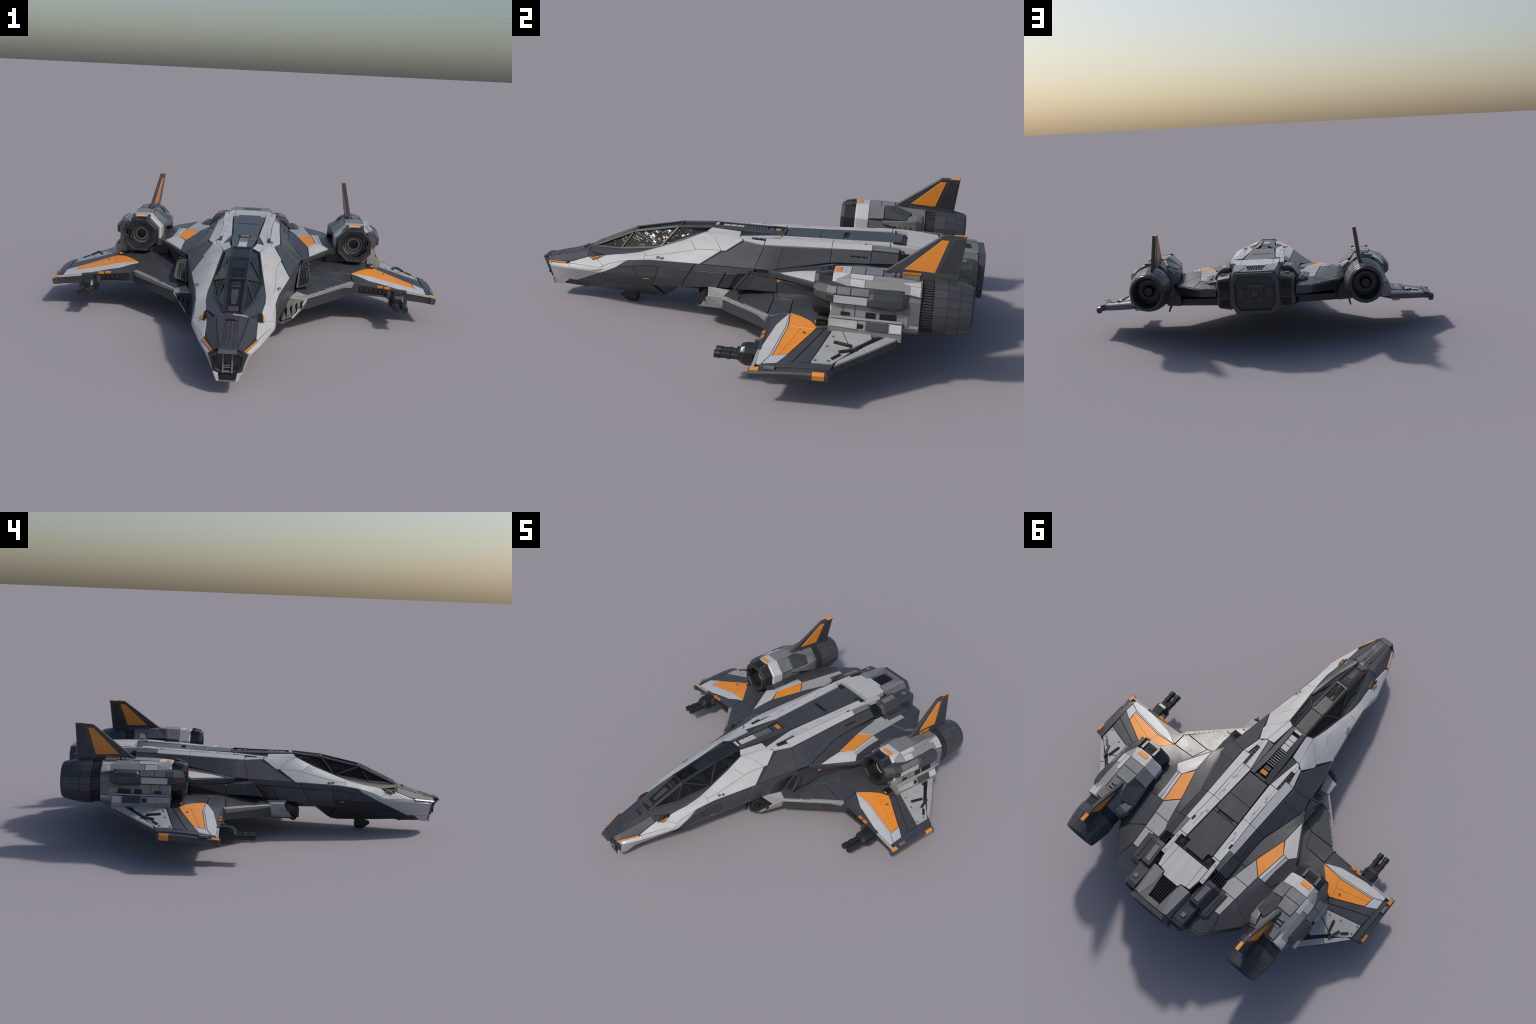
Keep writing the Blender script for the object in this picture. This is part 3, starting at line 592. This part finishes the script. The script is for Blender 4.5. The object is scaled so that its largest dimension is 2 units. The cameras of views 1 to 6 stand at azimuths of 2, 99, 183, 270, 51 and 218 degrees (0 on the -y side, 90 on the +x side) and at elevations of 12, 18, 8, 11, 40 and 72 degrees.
# outer shoulder fairing (light) and side pod
loft('shoulder_fairing', [[(.56,.42,.416), (.590,.42,.406), (.614,.42,.388), (.60,.42,.370)], [(.575,.47,.427), (.598,.47,.416), (.624,.47,.394), (.60,.47,.370)], [(.575,.60,.427), (.600,.60,.414), (.628,.60,.391), (.60,.60,.370)], [(.570,.70,.426), (.602,.70,.408), (.632,.70,.384), (.60,.70,.360)], [(.568,.742,.422), (.602,.742,.406), (.632,.742,.376), (.60,.742,.350)]], WALL, ENG)
plate('shoulder_panel', [(.577,.474,.4275), (.577,.56,.4275), (.599,.56,.415), (.598,.474,.416)], WHITE, ENG, up=(.3, 0, 1), lift=.002)
plate('shoulder_panel', [(.600,.474,.415), (.602,.53,.414), (.627,.53,.392), (.625,.474,.394)], WHITE, ENG, up=(.5, 0, 1), lift=.002)
plate('shoulder_panel', [(.592,.668,.414), (.580,.738,.4175), (.602,.738,.406), (.602,.70,.408)], WHITE, ENG, up=(.5, 0, 1), lift=.003)
plate('shoulder_panel', [(.602,.738,.406), (.632,.738,.377), (.632,.70,.384), (.602,.70,.408)], WHITE, ENG, up=(.7, 0, .7), lift=.003)
sp = lambda y, o=0, zt=.392, zb=.324: [(.595, y, zt + .006), (.632 + o, y, zt), (.654 + o, y, zt - .026), (.652 + o, y, zb + .010), (.634 + o, y, zb), (.595, y, zb - .006)]
POD2 = loft('side_pod', [sp(.338, -.044, .384, .335), sp(.345, -.038, .388, .330), sp(.39, -.012), sp(.415, 0), sp(.56, .002), sp(.66, .002), sp(.69, -.012)], DARK, ENG, bevel=.002)
plate('side_pod_panel', [(.653,.418,.364), (.655,.545,.364), (.654,.545,.333), (.651,.418,.333)], WHITE, POD2, up=(1, 0, 0), lift=.0025)
plate('side_pod_panel', [(.632,.43,.391), (.633,.48,.391), (.655,.48,.368), (.654,.43,.368)], MID, POD2, up=(1, 0, 1), lift=.003)
plate('side_pod_panel', [(.633,.482,.391), (.634,.55,.391), (.656,.55,.368), (.655,.482,.368)], MID, POD2, up=(1, 0, 1), lift=.003)
plate('side_pod_panel', [(.625,.39,.390), (.632,.428,.391), (.654,.428,.368), (.644,.39,.366)], DARK, POD2, up=(1, 0, 1), lift=.003)
plate('side_pod_panel', [(.644,.39,.364), (.652,.416,.366), (.651,.416,.334), (.642,.39,.336)], DARK2, POD2, up=(1, 0, 0), lift=.003)
bl = lambda y, o, zt, zb: [(.628, y, zt), (.650 + o, y, zt - .012), (.660 + o, y, zt - .030), (.660 + o, y, zb + .020), (.650 + o, y, zb + .006), (.628, y, zb)]
loft('side_bulge', [bl(.538, -.006, .376, .330), bl(.546, -.002, .386, .322), bl(.565, .004, .394, .318), bl(.645, .005, .394, .314), bl(.675, 0, .388, .318), bl(.694, -.012, .380, .326)], DARK, ENG, bevel=.0018, seg=2, smooth=.3)
# lower side wall and wing root flange
plate('side_wall', [(.632,.41,.345), (.632,.70,.345), (.640,.70,.262), (.640,.41,.268)], WALL, ENG, up=(1, 0, 0), lift=.002, thick=.04)
boxes('side_window', [((.6405, .465, .290), (.006, .034, .012)), ((.6405, .56, .290), (.006, .036, .024)), ((.6405, .625, .288), (.006, .062, .026))], BLACK, ENG)
loft('wing_root_flange', [[(.60,.405,.278), (.655,.405,.272), (.668,.405,.245), (.66,.405,.20), (.60,.405,.21)], [(.60,.60,.276), (.655,.60,.272), (.672,.60,.240), (.668,.60,.205), (.60,.60,.20)], [(.60,.682,.274), (.655,.682,.270), (.672,.682,.240), (.668,.682,.205), (.60,.682,.20)]], WALL, ENG)
for y in (.455, .50, .645):
    boxes('wall_seam', [((.6408, y, .305), (.0012, .0016, .07))], DARK2, ENG, bevel=0)
boxes('wall_rail', [((.652, .545, .2775), (.012, .27, .006))], GREY, ENG)
plate('flange_panel', [(.657,.41,.271), (.657,.515,.271), (.674,.515,.243), (.669,.41,.246)], GREY, ENG, up=(1, 0, .6), lift=.002)
plate('flange_panel', [(.657,.635,.271), (.657,.68,.270), (.674,.68,.240), (.674,.635,.240)], WHITE, ENG, up=(1, 0, .6), lift=.002)
boxes('flange_slot', [((.663, .525, .252), (.012, .022, .018))], BLACK, ENG)
plate('flange_panel', [(.657,.545,.271), (.657,.63,.270), (.674,.63,.240), (.674,.545,.242)], DARK, ENG, up=(1, 0, .6), lift=.003)
plate('nacelle_rear_panel', [(.632,.685,.34), (.628,.742,.34), (.628,.742,.25), (.634,.685,.25)], GREY, ENG, up=(1, 0, 0), lift=.003, thick=.03)
loft('nacelle_belly', [[(.46,.42,.26), (.60,.42,.262), (.62,.42,.24), (.56,.42,.225), (.48,.42,.23)], [(.46,.60,.25), (.63,.60,.25), (.63,.60,.225), (.57,.60,.205), (.48,.60,.21)], [(.46,.742,.25), (.632,.742,.25), (.626,.742,.24), (.57,.742,.206), (.49,.742,.208)]], WALL, ENG)
boxes('pylon_lamp', [((.615,.375,.232), (.03,.04,.016))], BLACK, ENG); boxes('pylon_lamp', [((.622,.358,.236), (.014,.012,.008))], ORANGE, ENG)
# neck and nozzle
tube('exhaust_neck', (EX, EZ), [(.735,.096), (.795,.096)], BLACK, ENG, n=32, wide=.93, smooth=.5, bevel=0)
ribs = []
for j in range(60):
    a = 2 * math.pi * j / 60
    p = Vector((EX + .092 * math.cos(a), 0, EZ + .098 * math.sin(a)))
    ribs.append((p, a))
V = []; F = []
for p, a in ribs:
    t = Vector((-math.sin(a), 0, math.cos(a))); r = Vector((math.cos(a), 0, math.sin(a))); b = len(V)
    for yy in (.744, .785):
        for s1, s2 in ((-1, -1), (1, -1), (1, 1), (-1, 1)): V.append(Vector((p.x, yy, p.z)) + t * (.0035 * s1) + r * (.004 * s2))
    F += [tuple(b + i for i in q) for q in ((0, 1, 2, 3), (4, 7, 6, 5), (0, 4, 5, 1), (1, 5, 6, 2), (2, 6, 7, 3), (3, 7, 4, 0))]
make('neck_rib', V, F, DARK2, ENG, bevel=0, stuff=True)
NOZ = tube('nozzle', (EX, EZ), [(.787,.094), (.787,.1045), (.8385,.105), (.8845,.098), (.90,.0955), (.934,.0885), (.938,.086), (.936,.076), (.915,.071), (.89,.068), (.86,.066)], DARK2, ENG, n=20, wide=.93, smooth=.7, bevel=0)
V = []; F = []
for seg_i, (ya, yb, ra, rb) in enumerate(((.790,.8385,.1070,.1075), (.8395,.8845,.1070,.1005), (.8855,.930,.1000,.0905))):
    for j in range(20):
        a0 = 2 * math.pi * (j + .012) / 20; a1 = 2 * math.pi * (j + .988) / 20; b = len(V)
        for (yy, rr) in ((ya, ra), (yb, rb)):
            for aa in (a0, a1):
                for dr in (-.004, .0012): V.append(Vector((EX + (rr + dr) * .93 * math.cos(aa), yy, EZ + (rr + dr) * math.sin(aa))))
        F += [tuple(b + i for i in q) for q in ((0, 1, 3, 2), (4, 6, 7, 5), (0, 4, 5, 1), (2, 3, 7, 6), (0, 2, 6, 4), (1, 5, 7, 3))]
make('nozzle_petal', V, F, DARK, NOZ, bevel=.0004, stuff=True)
for r0, y0 in ((.072, .875), (.058, .86), (.036, .85)):
    tube('nozzle_ring', (EX, EZ), [(y0, r0), (y0, r0 - .005), (y0 + .02, r0 - .005), (y0 + .02, r0)], BLACK, NOZ, n=24, bevel=0, smooth=.6, caps=(False, False))
tube('nozzle_cone', (EX, EZ), [(.85,.030), (.875,.026), (.885,.020)], BLACK, NOZ, n=16, bevel=0, smooth=.6)
# fins
fb0, ft0, ft1, fb1 = Vector((.515,.593,.430)), Vector((.4915,.797,.582)), Vector((.487,.890,.587)), Vector((.512,.874,.408))
def fin_t(a, b, c, d, w):  # slab of thickness w leaning with the fin
    n = (c - a).cross(d - b).normalized(); 
    return n
nf = (ft1 - fb0).cross(fb1 - ft0).normalized()
if nf.x < 0: nf = -nf
FIN = loft('tail_fin', [[p + nf * w for p in (fb0, ft0, ft1, fb1)] for w in (-.0075, .0075)], DARK, bevel=.003)
FP = lambda u, v: (fb0.lerp(fb1, u)).lerp(ft0.lerp(ft1, u), v)
for sd in (1, -1):
    P = [Vector((.519,.667,.445)), Vector((.517,.785,.440)), Vector((.494,.827,.567)), Vector((.497,.800,.568))]
    d0 = (P[0] - fb0).dot(nf); P = [p - nf * ((p - fb0).dot(nf)) for p in P]
    plate('fin_patch', [p + nf * sd * .0075 for p in P], ORANGE, FIN, up=nf * sd, lift=.002, thick=.006)
    Q = [Vector((.5,.795,.44)), Vector((.5,.870,.435)), Vector((.49,.884,.575)), Vector((.49,.842,.572))]; Q = [p - nf * ((p - fb0).dot(nf)) for p in Q]
    plate('fin_rudder', [p + nf * sd * .0075 for p in Q], DARK2, FIN, up=nf * sd, lift=.0012, thick=.006)
loft('fin_cap', [[p + nf * w for p in (ft0 + Vector((0,.004,-.006)), ft0 + Vector((0,.004,.002)), ft1 + Vector((0,0,.001)), ft1 + Vector((0,0,-.008)))] for w in (-.0083, .0083)], DARK, FIN)
loft('fin_marker', [[p + nf * w for p in (ft1 + Vector((0,-.045,-.004)), ft1 + Vector((0,-.045,.0006)), ft1 + Vector((0,-.002,.002)), ft1 + Vector((0,-.002,-.004)))] for w in (-.0088, .0088)], ORANGE, FIN)
loft('fin_root', [[(.500,.66,.420), (.528,.66,.420), (.522,.66,.440), (.506,.66,.440)], [(.500,.86,.400), (.530,.86,.400), (.522,.86,.420), (.508,.86,.420)]], DARK2, FIN)
boxes('fin_root_machinery', [((.545, .63 + .02 * i, .428), (.03, .012, .010)) for i in range(3)] + [((.535,.72,.418), (.05,.03,.008)), ((.555,.70,.424), (.04,.06,.012))], MID, ENG, stuff=True)
boxes('fin_root_lamp', [((.524,.70,.432), (.008,.07,.008))], AMBER, ENG)

# ------------------------------------------------------------------ tail
tr = lambda y, g=0: [Vector(p) for p in ((.089 - g, y, .386), (.117 - g, y, .363), (.117 - g, y, .252), (.088 - g, y, .206), (-.088 + g, y, .206), (-.117 + g, y, .252), (-.117 + g, y, .363), (-.089 + g, y, .386))]
TAIL = loft('tail_block', [tr(.64), tr(.97)], DARK2, sym=False)
ro = octring([(.089,1.0,.402), (.118,1.0,.363), (.118,1.0,.251), (.089,1.0,.205)])
c0 = Vector((0, 1.0, .303))
rk = [p + Vector((0, -.034, 0)) for p in ro]; ri = [c0 + (p - c0) * .83 for p in ro]; rj = [p + Vector((0, -.018, 0)) for p in ri]
loft('tail_hatch_frame', [rk, ro, ri, rj], DARK, TAIL, sym=False, recalc=False, caps=(True, True), bevel=.002)
plate('hatch_floor', [p + Vector((0, -.0165, 0)) for p in ri], INTAKE, TAIL, sym=False, up=(0, 1, 0), lift=.001, thick=.004, gap=.002)
tube('hatch_ring', (0, .303), [(.984,.040), (.992,.040), (.992,.028), (.986,.028)], DARK2, TAIL, n=8, sym=False, squash=1.15, phase=.5)
tube('hatch_ring', (0, .303), [(.984,.022), (.990,.020), (.991,.016)], DARK2, TAIL, n=20, sym=False, smooth=.6)
boxes('hatch_plate', [((.07, .985, .303), (.032, .010, .046))], DARK2, TAIL)
plate('hatch_plate', [(.026,.985,.350), (.048,.985,.340), (.048,.985,.328), (.03,.985,.330), (.016,.985,.342), (-.016,.985,.342), (-.03,.985,.330), (-.048,.985,.328), (-.048,.985,.340), (-.026,.985,.350)], DARK2, TAIL, up=(0, 1, 0), lift=.006, sym=False, gap=0)
plate('hatch_plate', [(.026,.985,.258), (.046,.985,.272), (.040,.985,.282), (.018,.985,.268), (-.018,.985,.268), (-.040,.985,.282), (-.046,.985,.272), (-.026,.985,.258)], DARK2, TAIL, up=(0, 1, 0), lift=.006, sym=False, gap=0)
zd = lambda x, y: interp([(.66, .417), (.82, .411), (.97, .405)], y)[0]
skin('rear_deck', [(-.078,.668), (.078,.668), (.082,.802), (.052,.808), (.047,.826), (-.047,.826), (-.052,.808), (-.082,.802)], zd, WHITE, TAIL, sym=False, thick=.03, smooth=0, cuts=0)
skin('rear_deck', [(.0785,.668), (.111,.668), (.111,.745), (.101,.800), (.0825,.802)], zd, WHITE, TAIL, thick=.03, gap=.0003, smooth=0, cuts=0)
skin('tail_panel', [(.053,.810), (.112,.808), (.098,.965), (.074,.972), (.078,.90), (.053,.886)], zd, CAP, TAIL, thick=.024, lift=.004, smooth=0, cuts=0)
skin('tail_panel', [(.047,.828), (.054,.828), (.052,.888), (.077,.902), (.073,.972), (.036,.972), (.036,.945)], zd, MID, TAIL, thick=.024, smooth=0, cuts=0)
skin('tail_panel', [(-.036,.946), (.036,.946), (.036,.972), (-.036,.972)], zd, MID, TAIL, sym=False, thick=.024, gap=0, smooth=0, cuts=0)
plate('tail_side_panel', [(.112,.81,.407), (.098,.968,.402), (.119,.968,.362), (.128,.81,.372)], MID, TAIL, up=(1, 0, .6), lift=.003)
boxes('rear_vent_louver', [((-.036 + .012 * i, .885, .398), (.006, .10, .016)) for i in range(7)], METAL, TAIL, sym=False, stuff=True)
boxes('rear_bay_machinery', [((.085, .635, .398), (.03, .03, .008)), ((.085, .622, .401), (.012, .05, .008))], METAL, TAIL, stuff=True)
# side boxes
BOX = loft('side_box', [[(.145,.70,.398), (.188,.70,.385), (.214,.70,.352), (.205,.70,.33), (.13,.70,.33)], [(.142,.715,.408), (.186,.715,.398), (.216,.715,.360), (.205,.715,.33), (.125,.715,.33)], [(.132,.835,.408), (.180,.835,.396), (.208,.835,.358), (.20,.835,.33), (.12,.835,.33)]], DARK)
plate('side_box_lid', [(.150,.73,.406), (.180,.73,.399), (.174,.82,.398), (.145,.82,.405)], MID, BOX, lift=.004)
loft('side_box_outer', [[(.20,.70,.352), (.250,.70,.350), (.266,.70,.340), (.266,.70,.325), (.20,.70,.325)], [(.20,.84,.352), (.240,.84,.350), (.254,.84,.340), (.254,.84,.325), (.20,.84,.325)], [(.195,.86,.345), (.23,.86,.340), (.24,.86,.335), (.24,.86,.322), (.195,.86,.322)]], DARK, BOX)
beam('side_box_rib', (.232,.715,.352), (.226,.83,.352), .012, .006, DARK2, BOX)
boxes('side_box_machinery', [((.155 + .012 * i, .672, .372 - .006 * i), (.005, .06, .035)) for i in range(4)] + [((.17,.665,.345), (.07,.04,.02))], METAL, BOX, stuff=True)
RB = loft('rear_block', [[(.118,.72,.368), (.19,.72,.362), (.196,.72,.35), (.194,.72,.25), (.18,.72,.225), (.118,.72,.215)], [(.122,.84,.386), (.186,.84,.374), (.194,.84,.357), (.192,.84,.248), (.18,.84,.226), (.118,.84,.216)], [(.122,.945,.388), (.180,.945,.378), (.190,.945,.362), (.188,.945,.242), (.178,.945,.228), (.118,.945,.218)], [(.120,.968,.378), (.176,.968,.370), (.184,.968,.355), (.182,.968,.246), (.174,.968,.232), (.118,.968,.222)]], DARK)
boxes('rear_vent', [((.15, .969, .340), (.048, .006, .044)), ((.15, .969, .297), (.048, .006, .034)), ((.15, .969, .254), (.048, .006, .036))], BLACK, RB)
boxes('rear_vent_slat', [((.130 + .006 * i, .973, z), (.003, .006, .036)) for i in range(8) for z in (.340, .254)], METAL, RB, stuff=True)
boxes('rear_latch', [((.155, .91, .385), (.022, .022, .008))], MID, RB)
# flank recess with machinery
p = S(.47, 3.5)
boxes('flank_recess', [((p.x + .001, .475, p.z - .004), (.006, .075, .018))], BLACK, FUS)
boxes('flank_machinery', [((p.x + .005, .45 + .012 * i, p.z - .004 + random.uniform(-.004, .004)), (.005, .008, .008)) for i in range(5)], PIPE, FUS, stuff=True)

# ------------------------------------------------------------------ belly turret
TUR = loft('belly_turret', [[(sx * w, y, z) for sx, z in ((1, zt), (1, zb + .012), (.6, zb), (-.6, zb), (-1, zb + .012), (-1, zt))] for y, w, zt, zb in ((-.628,.014,.036,.020), (-.615,.022,.044,.014), (-.595,.026,.052,.000), (-.553,.026,.052,.000), (-.545,.022,.050,.010))], METAL, None, sym=False)
boxes('turret_mount', [((0,-.58,.056), (.036,.04,.016))], DARK2, TUR, sym=False)
